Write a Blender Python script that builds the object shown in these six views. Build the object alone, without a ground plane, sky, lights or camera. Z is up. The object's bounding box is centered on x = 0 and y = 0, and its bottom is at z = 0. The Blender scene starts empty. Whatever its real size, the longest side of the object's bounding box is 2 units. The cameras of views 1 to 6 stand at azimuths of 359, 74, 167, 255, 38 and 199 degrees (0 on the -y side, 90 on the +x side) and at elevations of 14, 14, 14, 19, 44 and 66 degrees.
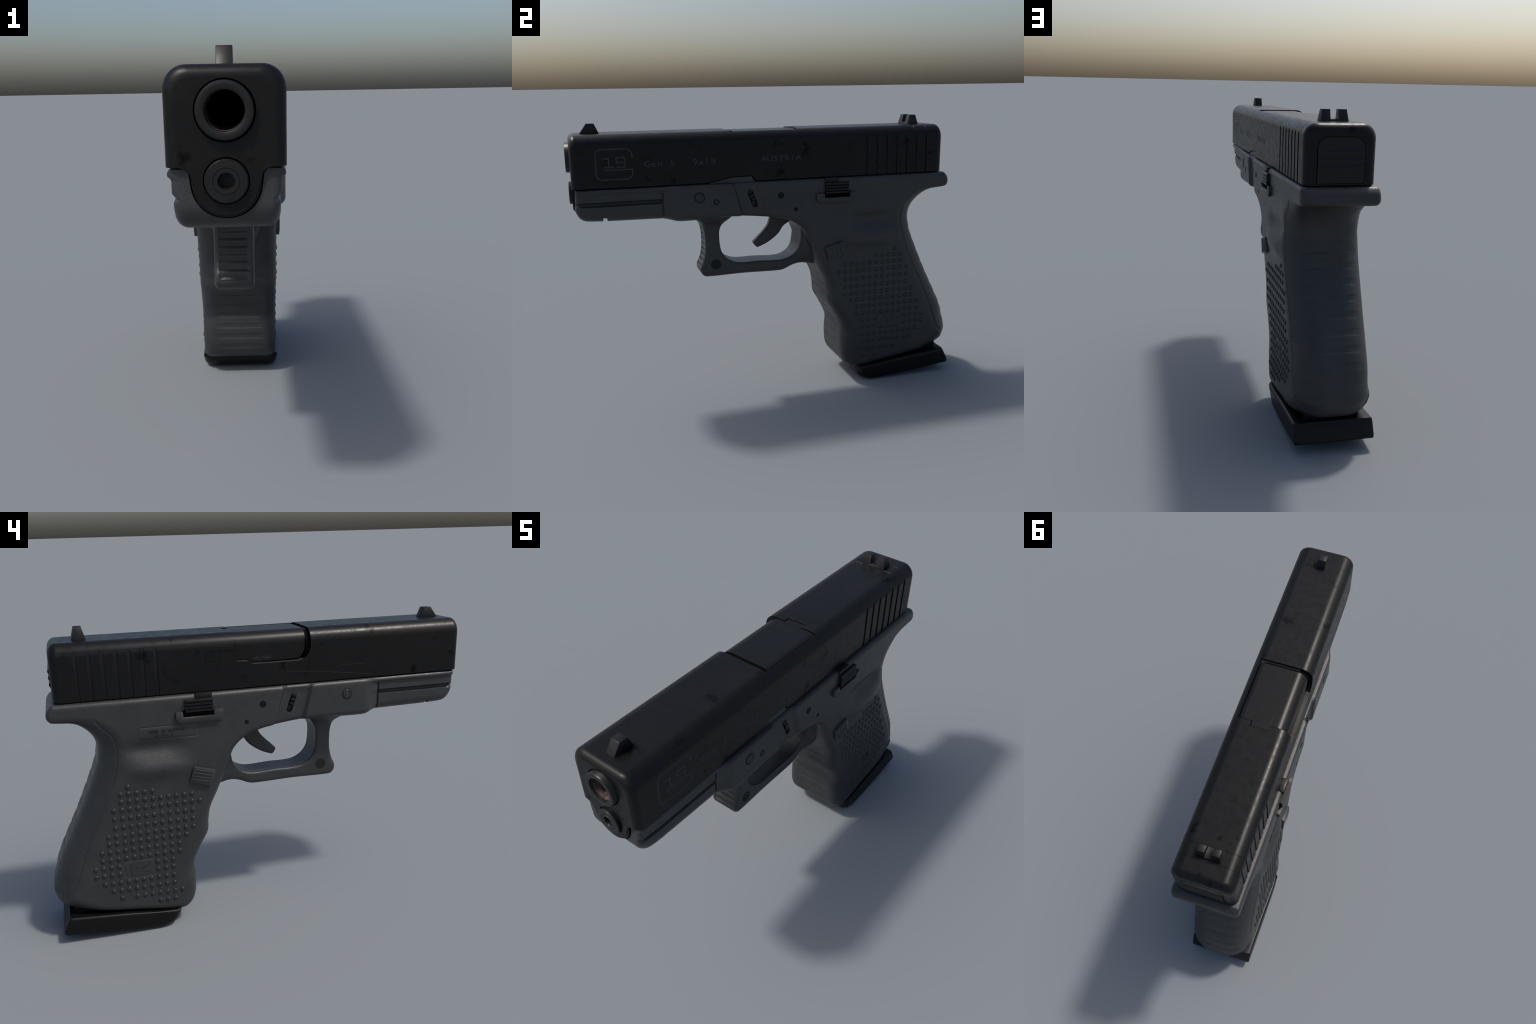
import bpy, bmesh, math, random
import numpy as np
from mathutils import Vector, Matrix
from mathutils.geometry import delaunay_2d_cdt

random.seed(7)
X0 = 0.0012                     # the symmetry plane of the pistol
SLIDE_HW, SLIDE_BOTTOM, SLIDE_TOP = 0.148, 1.123, 1.3640
SLIDE_FRONT, SLIDE_REAR = -0.981, 0.899

# ------------------------------------------------------------------ materials
def new_mat(name):
    m = bpy.data.materials.new(name); m.use_nodes = True
    nt = m.node_tree; nt.nodes.clear()
    out = nt.nodes.new('ShaderNodeOutputMaterial')
    b = nt.nodes.new('ShaderNodeBsdfPrincipled')
    nt.links.new(b.outputs[0], out.inputs[0])
    return m, nt, b

def noise(nt, scale, detail=4, rough=0.5, coord='Object', stretch=None):
    tc = nt.nodes.new('ShaderNodeTexCoord'); n = nt.nodes.new('ShaderNodeTexNoise')
    n.inputs['Scale'].default_value = scale; n.inputs['Detail'].default_value = detail
    n.inputs['Roughness'].default_value = rough
    if stretch:
        mp = nt.nodes.new('ShaderNodeMapping'); mp.inputs['Scale'].default_value = stretch
        nt.links.new(tc.outputs[coord], mp.inputs['Vector']); nt.links.new(mp.outputs[0], n.inputs['Vector'])
    else:
        nt.links.new(tc.outputs[coord], n.inputs['Vector'])
    return n.outputs['Fac']

def ramp(nt, src, stops):
    r = nt.nodes.new('ShaderNodeValToRGB'); e = r.color_ramp.elements
    while len(e) < len(stops): e.new(0.5)
    for el, (p, c) in zip(e, stops):
        el.position = p; el.color = (*c, 1) if len(c) == 3 else c
    nt.links.new(src, r.inputs[0]); return r.outputs[0]

def mix(nt, fac, a, b, mode='MIX'):
    m = nt.nodes.new('ShaderNodeMix'); m.data_type = 'RGBA'; m.blend_type = mode
    for sock, v in ((m.inputs[0], fac), (m.inputs[6], a), (m.inputs[7], b)):
        if hasattr(v, 'is_linked') or hasattr(v, 'links'): nt.links.new(v, sock)
        elif isinstance(v, (int, float)): sock.default_value = v
        else: sock.default_value = (*v, 1)
    return m.outputs[2]

def bump(nt, b, height, strength, dist):
    n = nt.nodes.new('ShaderNodeBump'); n.inputs['Strength'].default_value = strength
    n.inputs['Distance'].default_value = dist
    nt.links.new(height, n.inputs['Height']); nt.links.new(n.outputs[0], b.inputs['Normal'])

def g(v, t=(1, 1, 1)): return (v * t[0], v * t[1], v * t[2])

def make_materials():
    M = {}
    # polymer frame: dark grey, pebbled grain with faint scuffs
    m, nt, b = new_mat('polymer')
    cl = ramp(nt, noise(nt, 9, 6, 0.6), [(0.3, g(0.0250, (.97, 1, 1.02))), (0.7, g(0.0335, (.98, 1, 1.01)))])
    sc = ramp(nt, noise(nt, 60, 5, 0.7, stretch=(1, .25, 1)), [(0.62, (0, 0, 0)), (0.80, (1, 1, 1))])
    nt.links.new(mix(nt, sc, cl, g(0.040)), b.inputs['Base Color'])
    nt.links.new(ramp(nt, noise(nt, 40, 6, 0.7), [(0.3, g(0.29)), (0.7, g(0.44))]), b.inputs['Roughness'])
    b.inputs['Specular IOR Level'].default_value = 0.45
    bump(nt, b, noise(nt, 170, 5, 0.7, stretch=(1, .6, 1)), 0.30, 0.005)
    M['polymer'] = m
    # steel slide: near-black finish with blotchy stains and handling marks
    m, nt, b = new_mat('black_steel')
    cl = ramp(nt, noise(nt, 5, 6, 0.6), [(0.32, g(0.0052)), (0.72, g(0.0070))])
    st = ramp(nt, noise(nt, 11, 7, 0.62), [(0.60, (0, 0, 0)), (0.68, (1, 1, 1))])
    cl = mix(nt, st, cl, g(0.0028))
    sc = ramp(nt, noise(nt, 34, 6, 0.75, stretch=(1, .12, 1)), [(0.70, (0, 0, 0)), (0.80, (1, 1, 1))])
    nt.links.new(mix(nt, sc, cl, g(0.012)), b.inputs['Base Color'])
    r = ramp(nt, noise(nt, 34, 8, 0.72), [(0.3, g(0.25)), (0.7, g(0.46))])
    nt.links.new(r, b.inputs['Roughness'])
    sp = ramp(nt, st, [(0.0, g(0.215)), (1.0, g(0.11))])
    nt.links.new(sp, b.inputs['Specular IOR Level'])
    bump(nt, b, noise(nt, 160, 4, 0.6), 0.05, 0.002)
    M['slide'] = m
    for key, name, col, rough in (
            ('control', 'black_control_steel', g(0.0075), 0.36),
            ('sight', 'sight_steel', g(0.010, (1.05, 1, .97)), 0.42),
            ('barrel', 'barrel_steel', g(0.009), 0.36),
            ('hood', 'barrel_hood_steel', g(0.0062), 0.36),
            ('pin', 'pin_steel', g(0.006), 0.6),
            ('magazine', 'magazine_plastic', g(0.0040), 0.36),
            ('mark', 'engraved_marking', g(0.036, (.97, 1, 1.03)), 0.6),
            ('pale_brown', 'pale_brown_steel', g(0.040, (1.08, 1, .92)), 0.4),
            ('gap', 'shadow_black', g(0.003), 0.8),  # near-black colour paints the shadow inside gaps onto solid blocks
            ('stud', 'stud_polymer_shade_darkened', g(0.021, (.97, 1, 1.02)), 0.42),  # darker than the frame: crease shading round the studs baked into the colour
            ('polymer_mark', 'polymer_marking', g(0.019), 0.6)):
        m, nt, b = new_mat(name)
        lo, hi = tuple(c * .85 for c in col), tuple(c * 1.2 for c in col)
        nt.links.new(ramp(nt, noise(nt, 22, 5, 0.65), [(0.3, lo), (0.7, hi)]), b.inputs['Base Color'])
        b.inputs['Roughness'].default_value = rough
        b.inputs['Specular IOR Level'].default_value = {'pin': .12, 'gap': .05, 'polymer_mark': .12, 'stud': .4, 'hood': .23, 'control': .30, 'magazine': .24, 'barrel': .32}.get(key, .3)
        bump(nt, b, noise(nt, 180, 3, 0.6), 0.08, 0.002)
        M[key] = m
    # bore: bare coppery fouled steel
    m, nt, b = new_mat('fouled_bore')
    nt.links.new(ramp(nt, noise(nt, 70, 6, 0.7), [(0.40, (.04, .028, .026)), (0.58, (.13, .092, .086))]), b.inputs['Base Color'])
    b.inputs['Roughness'].default_value = 0.45
    M['bore'] = m
    return M
MAT = make_materials()

# ------------------------------------------------------------------ scene helpers
def link(ob, parent=None):
    bpy.context.scene.collection.objects.link(ob)
    if parent: ob.parent = parent
    return ob

def mesh_obj(name, verts, faces, mat=None, parent=None, smooth=35):
    me = bpy.data.meshes.new(name); me.from_pydata([tuple(v) for v in verts], [], [tuple(f) for f in faces])
    bm = bmesh.new(); bm.from_mesh(me); bmesh.ops.recalc_face_normals(bm, faces=bm.faces); bm.to_mesh(me); bm.free()
    if mat: me.materials.append(MAT[mat])
    ob = link(bpy.data.objects.new(name, me), parent)
    if smooth: shade(ob, smooth)
    return ob

def shade(ob, ang):
    me = ob.data
    me.polygons.foreach_set('use_smooth', [True] * len(me.polygons))
    me.set_sharp_from_angle(angle=math.radians(ang))

def apply_mods(ob):
    dg = bpy.context.evaluated_depsgraph_get()
    me = bpy.data.meshes.new_from_object(ob.evaluated_get(dg))
    ob.modifiers.clear(); old = ob.data; ob.data = me
    bpy.data.meshes.remove(old)

def boolean(ob, cutter, op='DIFFERENCE', keep=False):
    m = ob.modifiers.new('b', 'BOOLEAN'); m.operation = op; m.solver = 'EXACT'; m.object = cutter
    apply_mods(ob)
    if not keep: bpy.data.objects.remove(cutter, do_unlink=True)

def weigh(ob):
    m = ob.modifiers.new('w', 'WEIGHTED_NORMAL'); m.keep_sharp = True; m.weight = 80
    apply_mods(ob)

def bevel(ob, w, seg=2, ang=30):
    m = ob.modifiers.new('v', 'BEVEL'); m.width = w; m.segments = seg
    m.limit_method = 'ANGLE'; m.angle_limit = math.radians(ang); m.harden_normals = False
    apply_mods(ob); shade(ob, 35)

def prism(name, poly, axis, a, b, mat=None, parent=None, smooth=35):
    """Extrude a polygon: axis 'x' takes (y,z) points, 'y' takes (x,z), 'z' takes (x,y)."""
    def P(p, t):
        return {'x': (t, p[0], p[1]), 'y': (p[0], t, p[1]), 'z': (p[0], p[1], t)}[axis]
    n = len(poly)
    v = [P(p, a) for p in poly] + [P(p, b) for p in poly]
    f = [tuple(range(n))[::-1], tuple(range(n, 2 * n))]
    f += [(i, (i + 1) % n, n + (i + 1) % n, n + i) for i in range(n)]
    return mesh_obj(name, v, f, mat, parent, smooth)

def box(name, x0, x1, y0, y1, z0, z1, mat=None, parent=None):
    return prism(name, [(y0, z0), (y1, z0), (y1, z1), (y0, z1)], 'x', x0, x1, mat, parent)

def lathe(name, profile, axis, cx, cy, cz, mat=None, parent=None, n=64, smooth=35):
    """Turn (t, r) profile points around the x or y axis through the given centre."""
    v, f = [], []
    k = len(profile)
    for i in range(n):
        a = 2 * math.pi * i / n; c, s = math.cos(a), math.sin(a)
        for t, r in profile:
            v.append((cx + r * c, t, cz + r * s) if axis == 'y' else (t, cy + r * c, cz + r * s))
    for i in range(n):
        j = (i + 1) % n
        for q in range(k - 1):
            f.append((i * k + q, i * k + q + 1, j * k + q + 1, j * k + q))
    ob = mesh_obj(name, v, f, mat, parent, None)
    bm = bmesh.new(); bm.from_mesh(ob.data)
    bmesh.ops.remove_doubles(bm, verts=bm.verts, dist=1e-5)
    bmesh.ops.recalc_face_normals(bm, faces=bm.faces); bm.to_mesh(ob.data); bm.free()
    shade(ob, smooth)
    return ob

def rounded_poly(pts, radii, n=5):
    """Round each corner of a polygon by its radius (arc through a quadratic curve)."""
    out = []
    m = len(pts)
    for i, p in enumerate(pts):
        r = radii[i] if hasattr(radii, '__len__') else radii
        p = np.array(p, float); a = np.array(pts[i - 1], float); b = np.array(pts[(i + 1) % m], float)
        if r <= 0: out.append(tuple(p)); continue
        ua, ub = (a - p), (b - p); la, lb = np.linalg.norm(ua), np.linalg.norm(ub)
        ra = min(r, la * .49, lb * .49); s, e = p + ua / la * ra, p + ub / lb * ra
        for k in range(n + 1):
            t = k / n; out.append(tuple((1 - t) ** 2 * s + 2 * t * (1 - t) * (p * .85 + (s + e) * .075) + t * t * e))
    return out

# ------------------------------------------------------------------ relief bodies
def spline(ctrl, step, closed=True):
    """Catmull-Rom through rows (y, z, reach, drop, sharp); sharp rows keep a corner. Returns resampled rows."""
    C = np.array([c[:4] for c in ctrl], float); sharp = [len(c) > 4 and c[4] for c in ctrl]
    n = len(C); out = []
    for i in range(n if closed else n - 1):
        p1, p2 = C[i], C[(i + 1) % n]
        p0 = p1 + (p1 - p2) if sharp[i] else C[i - 1]
        p3 = p2 + (p2 - p1) if sharp[(i + 1) % n] else C[(i + 2) % n]
        L = np.linalg.norm((p2 - p1)[:2]); k = max(1, int(round(L / step)))
        # centripetal-like tangents limited by the local chord
        d1 = (p2 - p0); d2 = (p3 - p1)
        l0 = np.linalg.norm((p1 - p0)[:2]) + 1e-9; l2 = np.linalg.norm((p3 - p2)[:2]) + 1e-9
        t1 = d1 * L / (l0 + L); t2 = d2 * L / (L + l2)
        for j in range(k):
            t = j / k; h = (2*t**3 - 3*t**2 + 1, t**3 - 2*t**2 + t, -2*t**3 + 3*t**2, t**3 - t**2)
            out.append(h[0] * p1 + h[1] * t1 + h[2] * p2 + h[3] * t2)
    return np.array(out)

def seg_dist(P, A, B):
    """For each point: distance to the nearest segment, its index and the parameter along it."""
    D = B - A; L2 = (D ** 2).sum(1) + 1e-18
    best = np.full(len(P), 1e9); idx = np.zeros(len(P), int); par = np.zeros(len(P))
    for s in range(0, len(P), 4000):
        q = P[s:s + 4000, None, :] - A[None]
        t = np.clip((q * D[None]).sum(2) / L2[None], 0, 1)
        d = np.linalg.norm(q - t[..., None] * D[None], axis=2)
        i = d.argmin(1); r = np.arange(len(i))
        best[s:s + 4000] = d[r, i]; idx[s:s + 4000] = i; par[s:s + 4000] = t[r, i]
    return best, idx, par

def line_dist(P, poly, closed=False):
    A = np.array(poly, float); B = np.roll(A, -1, 0)
    if not closed: A, B = A[:-1], B[:-1]
    return seg_dist(P, A, B)[0]

class Relief:
    """A body that is mirror-symmetric about x = X0: a side outline, a half-thickness h(y, z),
    and an edge rounding given per outline point (reach inwards, drop in thickness)."""
    def __init__(self, loops, hfun, lines=(), grid=0.010):
        self.loops = loops; self.hfun = hfun; self.lines = lines; self.grid = grid
        A, B, R0, R1 = [], [], [], []
        for L in loops:
            N = np.roll(L, -1, 0)
            A.append(L[:, :2]); B.append(N[:, :2]); R0.append(L[:, 2:4]); R1.append(N[:, 2:4])
        self.A, self.B = np.concatenate(A), np.concatenate(B)
        self.R0, self.R1 = np.concatenate(R0), np.concatenate(R1)
    def inside(self, P):
        c = np.zeros(len(P), bool)
        for a, b in zip(self.A, self.B):
            m = (a[1] > P[:, 1]) != (b[1] > P[:, 1])
            if abs(b[1] - a[1]) > 1e-12:
                c ^= m & (P[:, 0] < (b[0] - a[0]) * (P[:, 1] - a[1]) / (b[1] - a[1]) + a[0])
        return c
    def edge(self, P):
        d, i, t = seg_dist(P, self.A, self.B)
        rd = self.R0[i] * (1 - t)[:, None] + self.R1[i] * t[:, None]
        foot = self.A[i] * (1 - t)[:, None] + self.B[i] * t[:, None]
        return d, rd[:, 0], rd[:, 1], foot
    def half(self, P, d=None):
        P = np.atleast_2d(np.array(P, float))
        d, R, drop, _ = self.edge(P) if d is None else d
        u = np.clip(d / np.maximum(R, 1e-6), 0, 1)
        return self.hfun(P[:, 0], P[:, 1]) - drop * (1 - np.sqrt(1 - (1 - u) ** 2))
    def build(self, name, strip=10, deform=None, left=None):
        pts, edges = [], []
        for L in self.loops:
            s = len(pts); pts += [tuple(p) for p in L[:, :2]]
            edges += [(s + i, s + (i + 1) % len(L)) for i in range(len(L))]
        nb = len(pts); rows = []
        for L in self.loops:
            Q = L[:, :2]; T = np.roll(Q, -1, 0) - np.roll(Q, 1, 0)
            N = np.stack([-T[:, 1], T[:, 0]], 1); N /= np.linalg.norm(N, axis=1)[:, None] + 1e-12
            for f in (0.03, 0.1, 0.22, 0.40, 0.65, 1.0):
                off = L[:, 2:3] * f
                for sgn in (1, -1):
                    C = Q + N * off * sgn
                    rows.append(np.concatenate([C, off], 1))
        base_rows = np.concatenate(rows)
        for poly, w, closed in self.lines:
            base_rows = base_rows[line_dist(base_rows[:, :2], poly, closed) > w * 1.35]
        rows = [base_rows]
        for poly, w, closed in self.lines:
            A = np.array(poly, float)
            if closed: A = np.concatenate([A, A[:1]])
            den = []
            for a, b in zip(A[:-1], A[1:]):
                k = max(1, int(np.linalg.norm(b - a) / max(0.006, w * .8)))
                den += [a + (b - a) * j / k for j in range(k)]
            den = np.array(den + [A[-1]]); T = np.gradient(den, axis=0)
            N = np.stack([-T[:, 1], T[:, 0]], 1); N /= np.linalg.norm(N, axis=1)[:, None] + 1e-12
            for o in (-1.05, -.5, 0, .5, 1.05):
                C = den + N * o * w
                rows.append(np.concatenate([C, np.full((len(C), 1), .002)], 1))
        R = np.concatenate(rows); ok = self.inside(R[:, :2]); R = R[ok]
        d = self.edge(R[:, :2])[0]; R = R[d > R[:, 2] * 0.93]
        gmin, gmax = self.A.min(0), self.A.max(0); s = self.grid
        gy, gz = np.meshgrid(np.arange(gmin[0], gmax[0], s), np.arange(gmin[1], gmax[1], s))
        G = np.stack([gy.ravel(), gz.ravel()], 1); G = G[self.inside(G)]
        d, Rr, _, _ = self.edge(G); G = G[d > np.minimum(Rr * 1.02, 10)]
        for poly, w, closed in self.lines:
            G = G[line_dist(G, poly, closed) > w * 1.4]
        allp = np.concatenate([R[:, :2], G])
        key = np.round(allp / 0.0009).astype(int); _, u = np.unique(key, axis=0, return_index=True)
        allp = allp[np.sort(u)]
        dd = self.edge(allp)[0]; allp = allp[dd > 0.0006]
        pts += [tuple(p) for p in allp]
        V, E, F, ov, oe, of = delaunay_2d_cdt([Vector(p) for p in pts], edges, [], 2, 1e-6)
        P = np.array([(v.x, v.y) for v in V]); n = len(P)
        cen = np.array([P[list(f)].mean(0) for f in F]); keep = self.inside(cen)
        F = [tuple(f) for f, k in zip(F, keep) if k]
        ed = self.edge(P); H = self.half(P, ed)
        Y = P.copy()
        verts = []
        def dfm(Yv, x, edd):
            return deform(Yv, x, edd) if deform else Yv
        HL = H - left(P) if left else H
        R_ = dfm(P.copy(), H, ed); L_ = dfm(P.copy(), -HL, ed)
        verts = [(X0 + H[i], *R_[i]) for i in range(n)] + [(X0 - HL[i], *L_[i]) for i in range(n)]
        faces = [f for f in F] + [tuple(n + i for i in f[::-1]) for f in F]
        cnt = {}
        for f in F:
            for a, b in zip(f, f[1:] + f[:1]):
                cnt[(a, b)] = 1
        bed = [(a, b) for (a, b) in cnt if (b, a) not in cnt]
        bv = sorted({i for e in bed for i in e}); lut = {v: k for k, v in enumerate(bv)}
        base = len(verts); ids = np.array(bv)
        e2 = tuple(a[ids] for a in ed)
        for k in range(1, strip):
            xf = 1 - 2 * k / strip
            x = H[ids] * xf; Q = dfm(P[ids].copy(), x, e2)
            verts += [(X0 + x[j], *Q[j]) for j in range(len(ids))]
        def vid(v, k):
            return v if k == 0 else n + v if k == strip else base + (k - 1) * len(bv) + lut[v]
        for a, b in bed:
            for k in range(strip):
                faces.append((vid(b, k), vid(a, k), vid(a, k + 1), vid(b, k + 1)))
        return mesh_obj(name, verts, faces, None, None, None)

def sstep(a, b, x):
    t = np.clip((x - a) / (b - a), 0, 1); return t * t * (3 - 2 * t)

# ------------------------------------------------------------------ the pistol
pistol = bpy.data.objects.new('pistol', None); link(pistol)
pistol['label'] = 'compact black semi-automatic pistol with dark grey polymer frame'
pistol['category'] = 'handgun'

# ---- frame: receiver and grip in one relief ---------------------------------
#  y, z, reach, drop (, sharp)
FRAME = [
 (-0.966, 1.118, .014, .012, True), (-0.970, 1.06, .020, .020), (-0.972, 1.022, .026, .026), (-0.966, 1.000, .034, .032),
 (-0.952, 0.979, .040, .036), (-0.932, 0.968, .040, .036), (-0.905, 0.9645, .040, .036), (-0.80, 0.9615, .040, .036),
 (-0.585, 0.9575, .036, .040), (-0.555, 0.955, .032, .042), (-0.505, 0.945, .030, .044), (-0.43, 0.944, .028, .044), (-0.24, 0.952, .022, .034),
 (-0.041, 0.937, .020, .026), (0.035, 0.921, .022, .026), (0.098, 0.889, .028, .032), (0.138, 0.849, .030, .036),
 (0.154, 0.810, .032, .044), (0.168, 0.770, .036, .050), (0.189, 0.715, .044, .060),
 (0.222, 0.640, .048, .066), (0.254, 0.574, .048, .064), (0.267, 0.510, .048, .062), (0.272, 0.455, .048, .062),
 (0.303, 0.397, .048, .062), (0.334, 0.338, .048, .060), (0.347, 0.296, .048, .060), (0.344, 0.248, .048, .058),
 (0.344, 0.200, .048, .056), (0.348, 0.150, .048, .054), (0.364, 0.108, .044, .050), (0.394, 0.081, .036, .042),
 (0.434, 0.074, .034, .040), (0.640, 0.104, .034, .040), (0.790, 0.125, .036, .042), (0.870, 0.139, .060, .066), (0.930, 0.149, .095, .100),
 (0.970, 0.163, .118, .122), (0.989, 0.190, .126, .128), (0.9995, 0.236, .128, .128), (0.983, 0.300, .128, .126),
 (0.958, 0.375, .120, .116), (0.919, 0.455, .118, .113), (0.849, 0.592, .115, .110), (0.759, 0.793, .112, .107),
 (0.744, 0.845, .112, .107), (0.738, 0.895, .116, .110), (0.747, 0.940, .108, .102), (0.770, 0.980, .086, .082),
 (0.800, 1.012, .056, .054), (0.832, 1.031, .032, .030), (0.902, 1.040, .022, .022), (0.922, 1.045, .020, .022), (0.934, 1.062, .020, .024),
 (0.931, 1.090, .020, .022), (0.917, 1.110, .020, .020), (0.905, 1.118, .020, .020, True)]
frame_loop = spline(FRAME, 0.0034)

BACKSTRAP_LINE = [(0.735, 1.030), (0.718, 1.009), (0.679, 0.968), (0.661, 0.916), (0.663, 0.862), (0.682, 0.782), (0.725, 0.672),
                  (0.796, 0.530), (0.843, 0.420), (0.902, 0.268), (0.940, 0.229)]
BACKSTRAP_LINE = [tuple(p[:2]) for p in spline([(*p, 0, 0, i in (0, 10)) for i, p in enumerate(BACKSTRAP_LINE)], 0.012, False)] + [(0.940, 0.229)]
TEXT_BOX = rounded_poly([(0.298, 0.987), (0.298, 0.932), (0.567, 0.934), (0.567, 0.990)], .014)
LOGO_BOX = rounded_poly([(0.541, 0.371), (0.541, 0.289), (0.674, 0.289), (0.678, 0.371)], .012)

def right_side_box(P):
    """The framed lettering field sunk in the -x side only."""
    return 0.0014 * np.clip(1 - line_dist(P, TEXT_BOX, True) / 0.0035, 0, 1)

def frame_half(y, z):
    P = np.stack([y, z], 1)
    h = np.full(len(y), 0.170)
    # narrowing dust cover with top lip, accessory rail groove and its end wall
    dust = 1 - sstep(-0.574, -0.492, y)
    lip = sstep(1.090, 1.102, z)
    dc = np.where(z > 1.045, 0.140, 0.1365) - 0.004 * sstep(-0.85, -0.97, y)
    dc = dc + lip * (0.150 - 0.140)
    rail = np.clip(1 - np.abs(z - 1.046) / 0.0115, 0, 1) * sstep(-0.962, -0.945, y) * (1 - sstep(-0.581, -0.577, y))
    dc = dc - np.minimum(rail * 1.6, 1) * 0.017
    keep = lip * (1 - sstep(-0.60, -0.52, y))
    h = h * (1 - dust) + dc * dust
    slot = np.clip(1 - np.abs(y + 0.5715) / 0.0045, 0, 1) * (z < 1.088)
    h = h - 0.006 * np.minimum(slot * 2, 1)
    # beavertail slightly slimmer than the receiver
    h = h - 0.004 * sstep(0.55, 0.85, y) * sstep(1.0, 1.04, z)
    # thumb rest swelling on each side
    yf = -0.238 + (1.112 - z) * 0.262; yr = -0.090 + (1.112 - z) * 0.300   # slanted front and rear sides of the take-down recess
    h = h - 0.0155 * sstep(yf, yf + 0.016, y) * (1 - sstep(yr - 0.022, yr, y)) * (1 - 0.35 * sstep(1.085, 1.115, z)) * sstep(0.92, 0.955, z)
    swell = np.exp(-((y - 0.485) / 0.135) ** 4 - ((z - 0.798) / 0.043) ** 2)
    h = h + 0.0185 * swell - 0.0175 * np.exp(-((y - 0.495) / 0.125) ** 4 - ((z - 0.897) / 0.037) ** 2)
    # finger swells and grip taper
    h = h - 0.003 * sstep(0.62, 0.20, z)
    h = h - 0.003 * np.clip(1 - line_dist(P, BACKSTRAP_LINE) / 0.0045, 0, 1)
    h = h - 0.0016 * np.clip(1 - line_dist(P, LOGO_BOX, True) / 0.0035, 0, 1)
    return h

def strap_grooves(P, x, ed):
    """Shallow horizontal bars sunk in the backstrap and the front strap."""
    d, R, drop, foot = ed
    fy, fz = foot[:, 0], foot[:, 1]
    inward = P - foot; ln = np.linalg.norm(inward, axis=1)
    def soft(v, a, b, e): return sstep(a - e, a + e, v) * (1 - sstep(b - e, b + e, v))
    back = (fy > 0.74) & (fz > 0.22) & (fz < 0.92)
    k = (0.903 - fz) % 0.0639
    bb = soft(k, 0.002, 0.026, 0.0018) * (1 - sstep(0.120, 0.128, np.abs(x))) * (1 - sstep(.06, .075, d))
    front = (fy < 0.36) & (fz > 0.13) & (fz < 0.645)
    k2 = (fz - 0.187) % 0.0505
    fb = soft(k2, 0.002, 0.023, 0.0018) * (1 - sstep(0.094, 0.100, np.abs(x))) * (1 - sstep(.03, .04, d))
    amt = np.where(back, bb * 0.0017, np.where(front, fb * 0.0024, 0))
    # inward direction from the outline normal at the foot point
    i = seg_dist(foot, FR.A, FR.B)[1]; T = FR.B[i] - FR.A[i]
    N = np.stack([-T[:, 1], T[:, 0]], 1); N /= np.linalg.norm(N, axis=1)[:, None] + 1e-12
    sgn = np.where(FR.inside(foot + N * 0.004), 1, -1)
    return P + N * (sgn * amt)[:, None]

FR = Relief([frame_loop], frame_half,
            lines=[(BACKSTRAP_LINE, .0045, False), ([(-0.232, 1.11), (-0.192, 0.96)], .010, False), ([(-0.099, 1.11), (-0.055, 0.96)], .012, False), (TEXT_BOX, .0035, True), (LOGO_BOX, .0035, True),
                   ([(-0.955, 1.046), (-0.58, 1.046)], .0115, False), ([(-0.5715, 0.965), (-0.5715, 1.088)], .0045, False),
                   ([(-0.955, 1.096), (-0.55, 1.096)], .008, False)], grid=0.0105)
frame = FR.build('frame', strip=14, deform=strap_grooves, left=right_side_box)

def u_nose(grow=0.0):
    """Cross-section (x, z) of the rounded slide nose under the muzzle."""
    pts = [(0.112 + grow, 1.150), (0.112 + grow, 1.122), (0.097 + grow, 1.119), (0.088 + grow, 1.108), (0.085 + grow, 1.080)]
    a0 = math.radians(-8)
    for k in range(13):
        a = a0 - k * (math.pi / 2 + a0) / 12
        pts.append(((0.0845 + grow) * math.cos(a), 1.084 + (0.084 + grow) * math.sin(a)))
    half = pts
    return [(X0 + x, z) for x, z in half] + [(X0 - x, z) for x, z in half[-2::-1]]

boolean(frame, prism('cut', u_nose(0.004), 'y', -1.1, -0.93))
boolean(frame, box('cut', -0.3, 0.3, -0.850, -0.830, 0.90, 0.981))
for s in (1, -1):   # take-down lever slots
    a, b = (-0.151, 1.077), (-0.121, 0.994); w = 0.0135
    dy, dz = b[0] - a[0], b[1] - a[1]; L = math.hypot(dy, dz); ny, nz = -dz / L * w, dy / L * w
    quad = rounded_poly([(a[0] + ny, a[1] + nz), (b[0] + ny, b[1] + nz), (b[0] - ny, b[1] - nz), (a[0] - ny, a[1] - nz)], .012)
    boolean(frame, prism('cut', quad, 'x', X0 + s * 0.135, X0 + s * 0.25))
shade(frame, 38)

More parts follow.
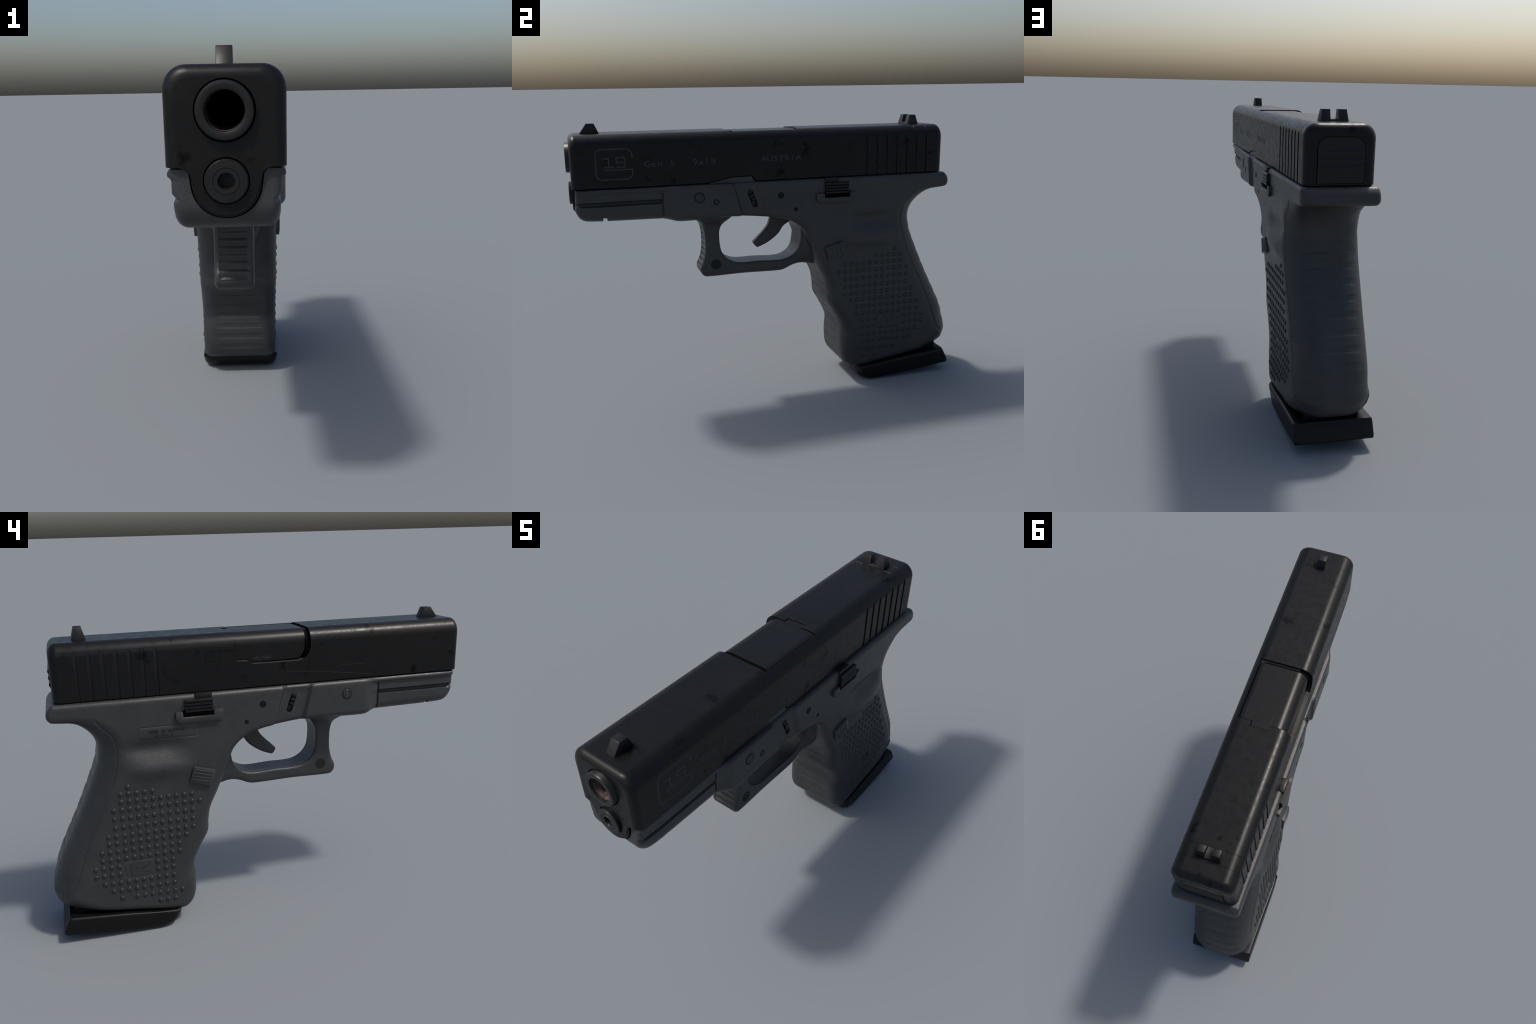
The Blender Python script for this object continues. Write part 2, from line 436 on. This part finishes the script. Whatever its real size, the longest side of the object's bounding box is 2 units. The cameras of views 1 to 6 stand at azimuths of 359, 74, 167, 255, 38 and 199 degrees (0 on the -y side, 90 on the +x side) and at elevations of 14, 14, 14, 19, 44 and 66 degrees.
def split_by_region(ob, region, mat):
    """Separate a finished smooth body into named parts that keep the whole body's normals."""
    me = ob.data
    nv = len(me.vertices); co = np.zeros(nv * 3); me.vertices.foreach_get('co', co); co = co.reshape(-1, 3)
    cn = np.zeros(len(me.loops) * 3); me.corner_normals.foreach_get('vector', cn); cn = cn.reshape(-1, 3)
    tags = {}
    for p in me.polygons:
        tags.setdefault(region(p.center), []).append(p)
    res = {}
    for name, polys in tags.items():
        lut = {}; faces = []; nrm = []
        for p in polys:
            faces.append([lut.setdefault(v, len(lut)) for v in p.vertices])
            nrm += [tuple(cn[l]) for l in p.loop_indices]
        inv = sorted(lut, key=lut.get)
        m2 = bpy.data.meshes.new(name); m2.from_pydata([tuple(co[v]) for v in inv], [], faces)
        m2.polygons.foreach_set('use_smooth', [True] * len(faces))
        m2.normals_split_custom_set(nrm); m2.materials.append(MAT[mat])
        res[name] = link(bpy.data.objects.new(name, m2), pistol)
    bpy.data.objects.remove(ob, do_unlink=True)
    return res

bl = np.array(BACKSTRAP_LINE)
def region(c):
    y, z = c.y, c.z
    if 0.229 < z < 1.03:
        yl = np.interp(z, bl[::-1, 1], bl[::-1, 0])
        if y > yl: return 'backstrap'
    return 'grip' if (z < 0.93 and y > 0.10) else 'receiver'
parts = split_by_region(frame, region, 'polymer')
receiver, grip = parts['receiver'], parts['grip']

# ---- trigger guard -----------------------------------------------------------
GUARD = [(-0.462, 0.972, .02, .016, True), (-0.422, 0.944, .02, .016), (-0.386, 0.918, .02, .016), (-0.370, 0.888, .02, .016), (-0.362, 0.845, .02, .016),
         (-0.362, 0.770, .02, .016), (-0.374, 0.716, .02, .016), (-0.386, 0.690, .02, .014), (-0.388, 0.664, .02, .014), (-0.372, 0.640, .02, .016),
         (-0.345, 0.634, .02, .018), (-0.17, 0.636, .02, .022), (0.020, 0.633, .02, .022), (0.052, 0.638, .02, .022), (0.092, 0.655, .02, .022), (0.125, 0.664, .02, .022),
         (0.155, 0.665, .02, .022), (0.185, 0.658, .02, .022), (0.255, 0.650, .02, .02, True), (0.255, 0.80, .02, .02, True), (0.15, 0.93, .02, .02, True), (-0.02, 0.985, .02, .02, True)]
HOLE = [(-0.215, 0.965, .014, .010, True), (-0.240, 0.938, .014, .010), (-0.267, 0.909, .014, .010), (-0.283, 0.884, .014, .010), (-0.289, 0.857, .014, .010), (-0.287, 0.800, .014, .010),
        (-0.277, 0.757, .014, .010), (-0.247, 0.720, .012, .010), (-0.195, 0.698, .012, .010), (-0.08, 0.696, .012, .010), (0.038, 0.693, .012, .010), (0.092, 0.712, .012, .010),
        (0.124, 0.748, .014, .012), (0.136, 0.795, .014, .012), (0.137, 0.840, .014, .012), (0.120, 0.890, .014, .012, True), (0.03, 0.960, .014, .010, True)]
def guard_half(y, z):
    return 0.069 + 0.060 * sstep(0.09, 0.22, y) * sstep(0.63, 0.78, z) + 0.050 * sstep(0.89, 0.955, z)
def guard_ribs(P, x, ed):
    d, R, drop, foot = ed
    m = (foot[:, 0] < -0.35) & (foot[:, 1] > 0.668) & (foot[:, 1] < 0.892) & (d < 0.012)
    k = ((foot[:, 1] - 0.676) % 0.0262) / 0.0262
    a = np.where(k < .25, k / .25, 1 - (k - .25) / .75)
    return P + np.stack([np.where(m, 0.0060 * a * (1 - sstep(.047, .054, np.abs(x))), 0), 0 * x], 1)
GR = Relief([spline(GUARD, 0.0034), spline(HOLE, 0.006)[::-1]], guard_half, grid=0.012)
guard = GR.build('trigger_guard', strip=18, deform=guard_ribs)
guard.data.materials.append(MAT['polymer']); guard.parent = pistol; shade(guard, 38)

# ---- trigger -----------------------------------------------------------------
TRIG = [(-0.002, 0.965, .012, .010, True), (-0.006, 0.915, .012, .010), (-0.020, 0.872, .012, .010), (-0.051, 0.834, .012, .010), (-0.098, 0.788, .010, .008), (-0.0985, 0.779, .008, .006),
        (-0.083, 0.759, .008, .006), (-0.076, 0.758, .010, .008), (-0.024, 0.779, .012, .010), (0.033, 0.820, .012, .010), (0.063, 0.861, .012, .010), (0.10, 0.886, .012, .010), (0.13, 0.93, .012, .010, True)]
TR = Relief([spline(TRIG, 0.005)], lambda y, z: np.full(len(y), 0.021), grid=0.011)
trigger = TR.build('trigger', strip=6); trigger.data.materials.append(MAT['polymer']); trigger.parent = pistol; shade(trigger, 40)

# ---- slide -------------------------------------------------------------------
def slide_loft(name, shrink=0.0, front=SLIDE_FRONT, rear=SLIDE_REAR):
    rf, rr, rc, nb = 0.030, 0.036, 0.058, 9
    rings = []
    for k in range(nb + 1):
        a = math.pi / 2 * k / nb; rings.append((front + rf * (1 - math.sin(a)) * 1.0, rf * (1 - math.cos(math.pi / 2 - a)) if 0 else rf * (1 - math.sin(math.acos(1 - math.sin(a)) if 0 else 0)) if 0 else 0))
    rings = [(front + rf * (1 - math.cos(math.pi / 2 * k / nb)), rf * (1 - math.sin(math.pi / 2 * k / nb))) for k in range(nb + 1)]
    rings += [(rear - rr * (1 - math.cos(math.pi / 2 * k / nb)), rr * (1 - math.sin(math.pi / 2 * k / nb))) for k in range(nb, -1, -1)]
    v, f = [], []; ncorner = 12
    for y, e in rings:
        hw, top = SLIDE_HW - shrink - e, SLIDE_TOP - shrink - e
        r = max(rc - e * .5 - shrink * .5, .01)
        sec = [(-hw, SLIDE_BOTTOM)]
        sec += [(-hw + r - r * math.cos(t), top - r + r * math.sin(t)) for t in np.linspace(0, math.pi / 2, ncorner)]
        sec += [(hw - r + r * math.sin(t), top - r + r * math.cos(t)) for t in np.linspace(0, math.pi / 2, ncorner)]
        sec += [(hw, SLIDE_BOTTOM)]
        v += [(X0 + x, y, z) for x, z in sec]
    m = len(sec)
    for i in range(len(rings) - 1):
        for j in range(m):
            f.append((i * m + j, i * m + (j + 1) % m, (i + 1) * m + (j + 1) % m, (i + 1) * m + j))
    f.append(tuple(range(m))); f.append(tuple(range((len(rings) - 1) * m, len(rings) * m)))
    return mesh_obj(name, v, f, None, None, None)

slide = slide_loft('slide')
nose = prism('nose', u_nose(), 'y', SLIDE_FRONT, -0.62)
bmn = bmesh.new(); bmn.from_mesh(nose.data)
be = [e for e in bmn.edges if all(abs(v.co.y - SLIDE_FRONT) < .01 for v in e.verts) and max(v.co.z for v in e.verts) < 1.10]
bmesh.ops.bevel(bmn, geom=be, offset=.006, segments=3, affect='EDGES'); bmn.to_mesh(nose.data); bmn.free()
boolean(slide, nose, 'UNION')
boolean(slide, lathe('cut', [(-1.1, 0), (-1.1, .0745), (-.60, .0745), (-.60, 0)], 'y', X0, 0, 1.2565))
boolean(slide, lathe('cut', [(-1.1, 0), (-1.1, .0570), (-.85, .0570), (-.85, 0)], 'y', X0, 0, 1.0905))
# ejection port with its notch for the hood tongue
PORT = [(-0.232, 1.60), (-0.232, 1.290), (-0.228, 1.268), (-0.216, 1.245), (-0.196, 1.230), (-0.175, 1.225),
        (0.034, 1.225), (0.044, 1.229), (0.056, 1.238), (0.064, 1.241), (0.108, 1.241), (0.108, 1.60)]
boolean(slide, prism('cut', PORT, 'x', -0.4, X0 + 0.113))
boolean(slide, box('cut', X0 - 0.045, X0 + 0.045, 0.05, 0.134, 1.30, 1.6))
# relief over the slide-stop tab, +x side only
boolean(slide, prism('cut', [(-0.356, 1.10), (-0.356, 1.1225), (-0.236, 1.1475), (-0.134, 1.1485), (-0.117, 1.1225), (-0.117, 1.10)], 'x', X0 + 0.10, 0.3))
for k in range(7):   # cocking serrations
    y0 = 0.4555 + 0.0551 * k
    for s in (1, -1):
        boolean(slide, box('cut', X0 + s * (SLIDE_HW - 0.0040), X0 + s * 0.2, y0, y0 + 0.0165, 1.05, 1.332))
EXTRACTOR = rounded_poly([(0.109, 1.243), (0.250, 1.243), (0.250, 1.291), (0.109, 1.291)], [0, .02, .02, 0])
boolean(slide, prism('cut', rounded_poly([(0.10, 1.2415), (0.2515, 1.2415), (0.2515, 1.2925), (0.10, 1.2925)], [0, .021, .021, 0]), 'x', X0 - SLIDE_HW + 0.006, -0.3))
def plate_outline(gr=0.0):
    return [(X0 + x, z) for x, z in rounded_poly([(-0.096 - gr, 1.131 - gr), (0.096 + gr, 1.131 - gr), (0.096 + gr, 1.311 + gr), (-0.096 - gr, 1.311 + gr)], [.004, .004, .045 + gr, .045 + gr], 8)]
boolean(slide, prism('cut', plate_outline(0.002), 'y', SLIDE_REAR - 0.008, 1.1))
# dovetail seams of the rear sight: thin slabs cut a hair deep
for y0 in (0.7365, 0.8025):
    slab = box('slab', -0.3, 0.3, y0, y0 + 0.0022, 1.345, 1.6)
    core = slide_loft('core', 0.0014)
    boolean(slab, core); boolean(slide, slab)
slide.data.materials.clear(); slide.data.materials.append(MAT['slide']); slide.parent = pistol
m = slide.modifiers.new('v', 'BEVEL'); m.width = .0018; m.segments = 1; m.limit_method = 'ANGLE'; m.angle_limit = math.radians(50)
apply_mods(slide); shade(slide, 32); weigh(slide)

# frame tab that fills the relief
prism('slide_stop_tab', [(-0.346, 1.10), (-0.346, 1.120), (-0.235, 1.1435), (-0.138, 1.1445), (-0.123, 1.120), (-0.123, 1.10)], 'x', X0 + 0.10, X0 + 0.145, 'polymer', pistol)
box('slide_gap_shadow_block', X0 - 0.135, X0 + 0.135, -0.89, 0.88, 1.09, 1.1235, 'gap', pistol)

# ---- barrel ------------------------------------------------------------------
BC = 1.2565
lathe('barrel', [(-0.60, .0705), (-0.995, .0705), (-0.9995, .0675), (-1.0000, .066), (-1.0000, .0520), (-0.9985, .0490), (-0.990, .0475)], 'y', X0, 0, BC, 'barrel', pistol, 80)
lathe('bore', [(-0.990, .0475), (-0.60, .0470), (-0.60, 0)], 'y', X0, 0, BC, 'bore', pistol, 64)
hood = slide_loft('barrel_hood', 0.0045)
HOOD = [(-0.212, 1.60), (-0.212, 1.290), (-0.209, 1.272), (-0.202, 1.256), (-0.192, 1.243), (-0.178, 1.233),
        (0.032, 1.2285), (0.042, 1.2325), (0.054, 1.2415), (0.062, 1.2445), (0.1045, 1.2445), (0.1045, 1.60)]
hp = prism('hp', HOOD, 'x', -0.4, X0 + 0.1085)
for v in hood.data.vertices:
    if v.co.x < 0: v.co.x += 0.0150
boolean(hood, hp, 'INTERSECT')
tongue = slide_loft('tongue', 0.0035); boolean(tongue, box('c', X0 - 0.0425, X0 + 0.0425, 0.06, 0.1315, 1.31, 1.6), 'INTERSECT')
boolean(hood, tongue, 'UNION')
hood.data.materials.clear(); hood.data.materials.append(MAT['hood']); hood.parent = pistol
bevel(hood, .003, 2, 45); weigh(hood)
prism('barrel_ramp', [(-0.231, 1.20), (-0.231, 1.354), (-0.211, 1.344), (-0.205, 1.20)], 'x', X0 - 0.085, X0 + 0.111, 'pale_brown', pistol)
fill = slide_loft('port_gap_filler', 0.013); boolean(fill, box('c', -0.3, X0 + 0.112, -0.2315, -0.2135, 1.226, 1.6), 'INTERSECT')
fill.data.materials.clear(); fill.data.materials.append(MAT['gap']); fill.parent = pistol; shade(fill, 35)
prism('port_ledge', [(-0.198, 1.2310), (-0.175, 1.2258), (0.034, 1.2258), (0.044, 1.2298), (0.056, 1.2388), (0.064, 1.2418), (0.1075, 1.2418), (0.1075, 1.236), (0.06, 1.22), (-0.19, 1.22)], 'x', X0 - 0.1472, X0 - 0.115, 'pale_brown', pistol)
lathe('recoil_spring_guide', [(-0.86, .0535), (-0.990, .0535), (-0.994, .0505), (-0.9945, .0335), (-0.9925, .0330), (-0.9925, .0320), (-0.9940, .0312), (-0.9940, .0215), (-0.991, .0200), (-0.975, .0196)], 'y', X0, 0, 1.0905, 'barrel', pistol, 64)
lathe('recoil_spring_bore', [(-0.975, .0196), (-0.90, .0196), (-0.90, 0)], 'y', X0, 0, 1.0905, 'bore', pistol, 48)

ex = prism('extractor', EXTRACTOR, 'x', X0 - SLIDE_HW + 0.010, X0 - SLIDE_HW + 0.0006, 'slide', pistol)
for y0 in (0.187, 0.216, 0.231):
    boolean(ex, box('cut', X0 - SLIDE_HW - 0.01, X0 - SLIDE_HW + 0.0022, y0, y0 + 0.0018, 1.0, 1.4))
ex.data.materials.clear(); ex.data.materials.append(MAT['slide']); shade(ex, 20)

# ---- slide back plate: profile with three ridges, trimmed to the outline ----
prof = [(0.88, 1.12), (0.9000, 1.12), (0.9000, 1.176)]
for k in range(28):
    z = 1.178 + k * 0.086 / 27
    prof.append((0.9005 + 0.0060 * (0.5 - 0.5 * math.cos((z - 1.178) / 0.0287 * 2 * math.pi)), z))
prof += [(0.9000, 1.266), (0.9000, 1.33), (0.88, 1.33)]
bp = prism('slide_back_plate', prof, 'x', -0.2, 0.2)
boolean(bp, prism('c', plate_outline(-0.0005), 'y', 0.885, 1.2), 'INTERSECT')
for (xa, xb, za, zb) in ((X0 + 0.038, X0 + 0.0395, 1.135, 1.172), (X0 - 0.0515, X0 - 0.050, 1.135, 1.176), (X0 + 0.0395, X0 + 0.09, 1.172, 1.1735)):
    boolean(bp, box('cut', xa, xb, 0.8985, 0.95, za, zb))
bp.data.materials.clear(); bp.data.materials.append(MAT['control']); bp.parent = pistol; shade(bp, 35)

# ---- sights ------------------------------------------------------------------
fs = prism('front_sight', [(-0.930, 1.360), (-0.894, 1.4095), (-0.858, 1.4095), (-0.836, 1.360)], 'x', X0 - 0.0205, X0 + 0.0205, 'sight', pistol)
bevel(fs, .0016, 2)
rs = prism('rear_sight', [(0.736, 1.360), (0.750, 1.412), (0.783, 1.412), (0.797, 1.360)], 'x', X0 - 0.0585, X0 + 0.0585, 'sight', pistol)
boolean(rs, box('cut', X0 - 0.0175, X0 + 0.0175, 0.6, 0.9, 1.3735, 1.5))
for v in rs.data.vertices:   # flanks lean in towards the top
    if abs(v.co.x - X0) > 0.03: v.co.x -= math.copysign(0.007 * (v.co.z - 1.36) / 0.052, v.co.x - X0)
bevel(rs, .0018, 2)

# ---- magazine ---------------------------------------------------------------
MAG = [(0.423, 0.100, .040, .048, True), (0.425, 0.064, .044, .052), (0.439, 0.034, .044, .052), (0.462, 0.011, .040, .048), (0.494, 0.0010, .032, .040), (0.530, 0.0005, .022, .026), (0.75, 0.0215, .012, .009),
       (0.940, 0.0415, .010, .008), (0.966, 0.0445, .010, .008), (0.976, 0.054, .010, .008), (0.961, 0.092, .010, .009), (0.942, 0.130, .012, .012, True), (0.70, 0.1085, .012, .012), (0.46, 0.0845, .012, .012)]
MG = Relief([spline(MAG, 0.006)], lambda y, z: 0.1760 - 0.002 * sstep(0.06, 0.13, z - (y - 0.53) * 0.1), grid=0.012)
mag = MG.build('magazine_base_plate', strip=8); mag.data.materials.append(MAT['magazine']); mag.parent = pistol; shade(mag, 38)
zmin = min(v.co.z for v in mag.data.vertices)
for v in mag.data.vertices: v.co.z -= zmin * (1 - min(1, v.co.z / .06))
prism('magazine_body', [(0.45, 0.06), (0.915, 0.10), (0.925, 0.20), (0.46, 0.20)], 'x', X0 - 0.115, X0 + 0.115, 'magazine', pistol)

# ---- controls ----------------------------------------------------------------
def pin(name, y, z, r, x, s, proud, mat='pin', ring=None):
    xs = X0 + s * x
    prof = [(xs - s * 0.03, r), (xs + s * (proud - .0015), r), (xs + s * proud, r - .0015)]
    if ring:
        prof += [(xs + s * proud, ring), (xs + s * (proud - .002), ring - .001), (xs + s * (proud - .002), ring - .003), (xs + s * proud, ring - .004)]
    prof.append((xs + s * proud, 0))
    return lathe(name, prof, 'x', 0, y, z, mat, pistol, 40)
def pin_dark_ring(y, z, r0, r1, x, s, parent):  # slightly raised dark ring around a pin
    xs = X0 + s * x
    return lathe('pin_dark_ring', [(xs - s * .01, r0), (xs + s * .0009, r0), (xs + s * .0009, r1), (xs - s * .01, r1), (xs - s * .01, r0)], 'x', 0, y, z, 'polymer_mark', parent, 48)
def side_at(y, z): return float(FR.half([(y, z)])[0])
for s in (1, -1):
    pin('trigger_pin', 0.003, 1.046, .0168, side_at(.003, 1.046), s, .0008)
    pin('trigger_housing_pin', 0.080, 0.972, .0108, side_at(.08, .972), s, .0008)
    cap = pin('locking_block_cap', -0.401, 1.058, .0194, side_at(-.401, 1.058), s, .0022, 'polymer', .0140)
    pin_dark_ring(-0.401, 1.058, .0204, .0262, side_at(-.401, 1.058), s, cap)
    pin('guard_boss', -0.311, 0.698, .0270, 0.068, s, .0022, 'polymer_mark')
lp = pin('locking_block_pin', -0.320, 1.032, .0076, side_at(-.32, 1.032), 1, .0012, 'polymer')
pin_dark_ring(-0.320, 1.032, .0078, .0150, side_at(-.32, 1.032), 1, lp)

def side_plate(name, quad, s, x0, x1, mat, bev=.003):
    ob = prism(name, quad, 'x', X0 + s * x0, X0 + s * x1, mat, pistol)
    if bev: bevel(ob, bev, 2)
    return ob
for s in (1, -1):
    # slide stop lever: stem, thumb pad with ridges
    ridge = [(0.150, 1.098)]
    pad = prism('slide_stop_lever', [(0.233, 1.121), (0.308, 1.121), (0.308, 1.100), (0.233, 1.100)], 'x', X0 + s * 0.140, X0 + s * 0.1745, 'control', pistol)
    bevel(pad, .003, 2)
    zt, zb, n = 1.099, 1.041, 4
    sec = [(0.150, zb)]
    for k in range(n):
        za = zb + (zt - zb) * k / n; zc = zb + (zt - zb) * (k + 1) / n
        sec += [(0.1795, za + .0005), (0.1855, za + .003), (0.1865, zc - .004), (0.1795, zc - .0005)]
    sec += [(0.150, zt)]
    tp = prism('thumb_pad', [(X0 + s * x, z) for x, z in sec], 'y', 0.234, 0.356, 'control', pad, 20)
    # shelf moulded in the frame around the lever
    sh = [(0.188, 1.045), (0.230, 1.045), (0.230, 1.022), (0.366, 1.022), (0.366, 1.046), (0.398, 1.046), (0.400, 1.018), (0.386, 0.996), (0.204, 0.996), (0.188, 1.012)]
    side_plate('slide_stop_shelf', sh, s, 0.150, 0.1845, 'polymer', .003)
    box('lever_recess_shadow_block', X0 + s * 0.15, X0 + s * 0.1712, 0.229, 0.367, 1.021, 1.050, 'gap', pistol)
    # magazine catch
    q = rounded_poly([(0.233, 0.766), (0.333, 0.794), (0.353, 0.724), (0.256, 0.692)], .008, 3)
    mc = side_plate('magazine_catch', q, s, 0.14, 0.1835, 'polymer', .003)
    e1 = np.array([0.100, 0.028]); e2 = np.array([0.0215, -0.071]); o = np.array([0.233, 0.766])
    for k in range(4):
        if s < 0:      # ridges along the long side
            t = 0.18 + 0.20 * k; a, b, w = o + e2 * t + e1 * .1, o + e2 * t + e1 * .9, e2 * 0.05
        else:
            t = 0.20 + 0.19 * k; a, b, w = o + e1 * t + e2 * .08, o + e1 * t + e2 * .92, e1 * 0.045
        rb = prism('catch_ridge', [tuple(a - w), tuple(b - w), tuple(b + w), tuple(a + w)], 'x', X0 + s * 0.182, X0 + s * 0.1862, 'polymer', mc)
        bevel(rb, .0018, 2)
    # take-down lever: four steps falling away inside its slot
    a = np.array((-0.151, 1.079)); b = np.array((-0.123, 0.9985)); dirv = (b - a) / np.linalg.norm(b - a); nv = np.array([-dirv[1], dirv[0]]) * 0.0115
    L = np.linalg.norm(b - a)
    td = None
    for k, (t0, t1, xo) in enumerate(((0, .20, .1610), (.24, .43, .1640), (.47, .64, .1610), (.68, 1.0, .146))):
        p, q2 = a + dirv * L * t0, a + dirv * L * t1
        st = prism('takedown_lever' if k == 0 else 'lever_step', rounded_poly([tuple(p + nv), tuple(q2 + nv), tuple(q2 - nv), tuple(p - nv)], .006, 3), 'x', X0 + s * 0.125, X0 + s * xo, 'control', td or pistol)
        bevel(st, .003, 2)
        td = td or st

# ---- grip studs --------------------------------------------------------------
COL = [0.313 + 0.0351 * k for k in range(15)]
ROWS = [(0.731, 9, 9), (0.699, 6, 10), (0.663, 1, 10), (0.626, 0, 11), (0.585, 1, 11), (0.543, 1, 11), (0.503, 1, 12), (0.467, 2, 12), (0.428, 3, 13), (0.389, 3, 13),
        (0.351, 4, 6), (0.351, 11, 14), (0.313, 4, 6), (0.313, 11, 14), (0.270, 4, 13), (0.230, 4, 12), (0.188, 3, 9), (0.147, 4, 6)]
def stud_mesh():
    v, f = [], []; n = 14; prof = [(0.0116, -0.003), (0.0112, 0.0012), (0.0098, 0.0034), (0.0070, 0.0047), (0.0035, 0.0053)]
    for r, h in prof:
        v += [(h, r * math.cos(2 * math.pi * i / n), r * math.sin(2 * math.pi * i / n)) for i in range(n)]
    for k in range(len(prof) - 1):
        f += [(k * n + i, k * n + (i + 1) % n, (k + 1) * n + (i + 1) % n, (k + 1) * n + i) for i in range(n)]
    v.append((0.0055, 0, 0)); t = len(v) - 1; b = (len(prof) - 1) * n
    f += [(b + i, b + (i + 1) % n, t) for i in range(n)]
    me = bpy.data.meshes.new('grip_stud'); me.from_pydata(v, [], f)
    me.polygons.foreach_set('use_smooth', [True] * len(f)); me.materials.append(MAT['stud'])
    return me
SM = stud_mesh()
spots = [(COL[c], z, s) for s in (1, -1) for z, a, b in ROWS for c in range(a, b + 1)] + [(COL[11], 0.190, -1)]
HS = FR.half([(y, z) for y, z, s in spots])
for (y, z, s), h in zip(spots, HS):
    ob = link(bpy.data.objects.new('grip_stud', SM), grip)
    ob.location = (X0 + s * h, y, z); ob.rotation_euler = (0, 0, 0 if s > 0 else math.pi)

# ---- markings ----------------------------------------------------------------
def strokes(name, paths, width, s, x, mat, parent, thick=0.0007, closed=False):
    """Raised-line artwork on a side face: each path is a polyline of (y, z)."""
    V, F = [], []
    for path in paths:
        A = np.array(path, float); n = len(A); off = []
        for i in range(n):
            a = A[i] - A[i - 1] if i else A[1] - A[0]; b = A[i + 1] - A[i] if i < n - 1 else a
            na = np.array([-a[1], a[0]]) / (np.linalg.norm(a) + 1e-9); nb = np.array([-b[1], b[0]]) / (np.linalg.norm(b) + 1e-9)
            m = (na + nb); m /= max(np.linalg.norm(m) ** 2 / 2, .5); off.append(m * width / 2)
        off = np.array(off)
        b0 = len(V)
        for i in range(n):
            for xx in (x - 0.002, x + thick):
                for sg in (1, -1):
                    p = A[i] + sg * off[i]; V.append((X0 + s * xx, p[0], p[1]))
        for i in range(n - 1):
            q, r = b0 + 4 * i, b0 + 4 * i + 4
            F += [(q, q + 1, r + 1, r), (q + 2, r + 2, r + 3, q + 3), (q, r, r + 2, q + 2), (q + 1, q + 3, r + 3, r + 1)]
        for q in (b0, b0 + 4 * (n - 1)): F.append((q, q + 1, q + 3, q + 2))
    return mesh_obj(name, V, F, mat, parent, 30)

def arc(cx, cy, r, a0, a1, n=6):
    return [(cx + r * math.cos(math.radians(a0 + (a1 - a0) * k / n)), cy + r * math.sin(math.radians(a0 + (a1 - a0) * k / n))) for k in range(n + 1)]
def badge(w, h, ):
    """Rounded open square with the number 19 inside, in unit frame 0..w, 0..h."""
    r = .2 * h
    sq = [(w, h * .72), (w, h - r)] + arc(w - r, h - r, r, 0, 90) + arc(r, h - r, r, 90, 180) + arc(r, r, r, 180, 270) + arc(w - r, r, r, 270, 360) + [(w, h * .32), (w * .21, h * .32)]
    one = [(w * .20, h * .70), (w * .36, h * .70), (w * .36, h * .42)]
    foot = [(w * .21, h * .41), (w * .50, h * .41)]
    nine = [(w * .80, h * .56), (w * .57, h * .56), (w * .57, h * .72), (w * .81, h * .72), (w * .81, h * .41), (w * .56, h * .41)]
    return [sq, one, foot, nine]
def place(paths, y, z, s): return [[(y + s * px, z + pz) for px, pz in p] for p in paths]
strokes('badge_mark', place(badge(0.164, 0.138), -0.868, 1.161, 1), 0.0055, 1, SLIDE_HW, 'mark', slide, .0004)
for s in (1, -1):
    y0 = 0.570 if s > 0 else 0.645
    hh = side_at(0.61, 0.33)
    strokes('grip_badge_mark', place(badge(0.085, 0.064), y0, 0.297, s), 0.0050, s, hh, 'polymer', grip, .0022)

def lettering(name, text, y, z, size, pitch, s, x, mat, parent, thick=.0004):
    """Monospaced lettering, letter by letter from the built-in font, as one mesh part."""
    obs = []
    for k, ch in enumerate(text):
        if ch == ' ': continue
        cu = bpy.data.curves.new(name, 'FONT'); cu.body = ch; cu.size = size; cu.align_x = 'CENTER'; cu.extrude = .001; cu.resolution_u = 3
        o = link(bpy.data.objects.new(name, cu))
        o.matrix_world = Matrix.Translation((X0 + s * (x - .001 + thick), y + s * pitch * (k + .5), z)) @ (Matrix.Rotation(math.pi / 2 * s, 4, 'Z') @ Matrix.Rotation(math.pi / 2, 4, 'X')) @ Matrix.Diagonal((pitch / (size * .62) if ch not in 'I1' else 1, 1, 1, 1))
        obs.append(o)
    bpy.context.view_layer.update(); dg = bpy.context.evaluated_depsgraph_get()
    bm = bmesh.new()
    for o in obs:
        me = bpy.data.meshes.new_from_object(o.evaluated_get(dg)); me.transform(o.matrix_world); bm.from_mesh(me); bpy.data.meshes.remove(me)
    me = bpy.data.meshes.new(name); bm.to_mesh(me); bm.free(); me.materials.append(MAT[mat])
    for o in obs:
        cu = o.data; bpy.data.objects.remove(o, do_unlink=True); bpy.data.curves.remove(cu)
    return link(bpy.data.objects.new(name, me), parent)
lettering('generation_lettering', 'Gen 5', -0.650, 1.211, 0.044, 0.0292, 1, SLIDE_HW, 'mark', slide)
lettering('calibre_lettering', '9x19', -0.427, 1.210, 0.044, 0.0292, 1, SLIDE_HW, 'mark', slide)
lettering('country_lettering', 'AUSTRIA', -0.088, 1.213, 0.038, 0.0290, 1, SLIDE_HW, 'mark', slide)
lettering('hood_lettering', 'AELTSAH', 0.030, 1.240, 0.020, 0.0115, -1, SLIDE_HW - .0195, 'mark', slide, .0003)
lettering('frame_lettering', 'MADE IN AUSTRIA', 0.518, 0.964, 0.015, 0.0103, -1, side_at(.44, .966), 'polymer_mark', grip, .0022)
lettering('frame_lettering', 'US Pat 5', 0.495, 0.945, 0.013, 0.0103, -1, side_at(.44, .947), 'polymer_mark', grip, .0022)

# ---- two handling scratches along the -x side of the slide
strokes('slide_scratch', [[(-0.115, 1.178), (-0.195, 1.175), (-0.277, 1.168), (-0.399, 1.153), (-0.530, 1.135)], [(-0.379, 1.192), (-0.489, 1.187)]], 0.0010, -1, SLIDE_HW, 'mark', slide, .0002)
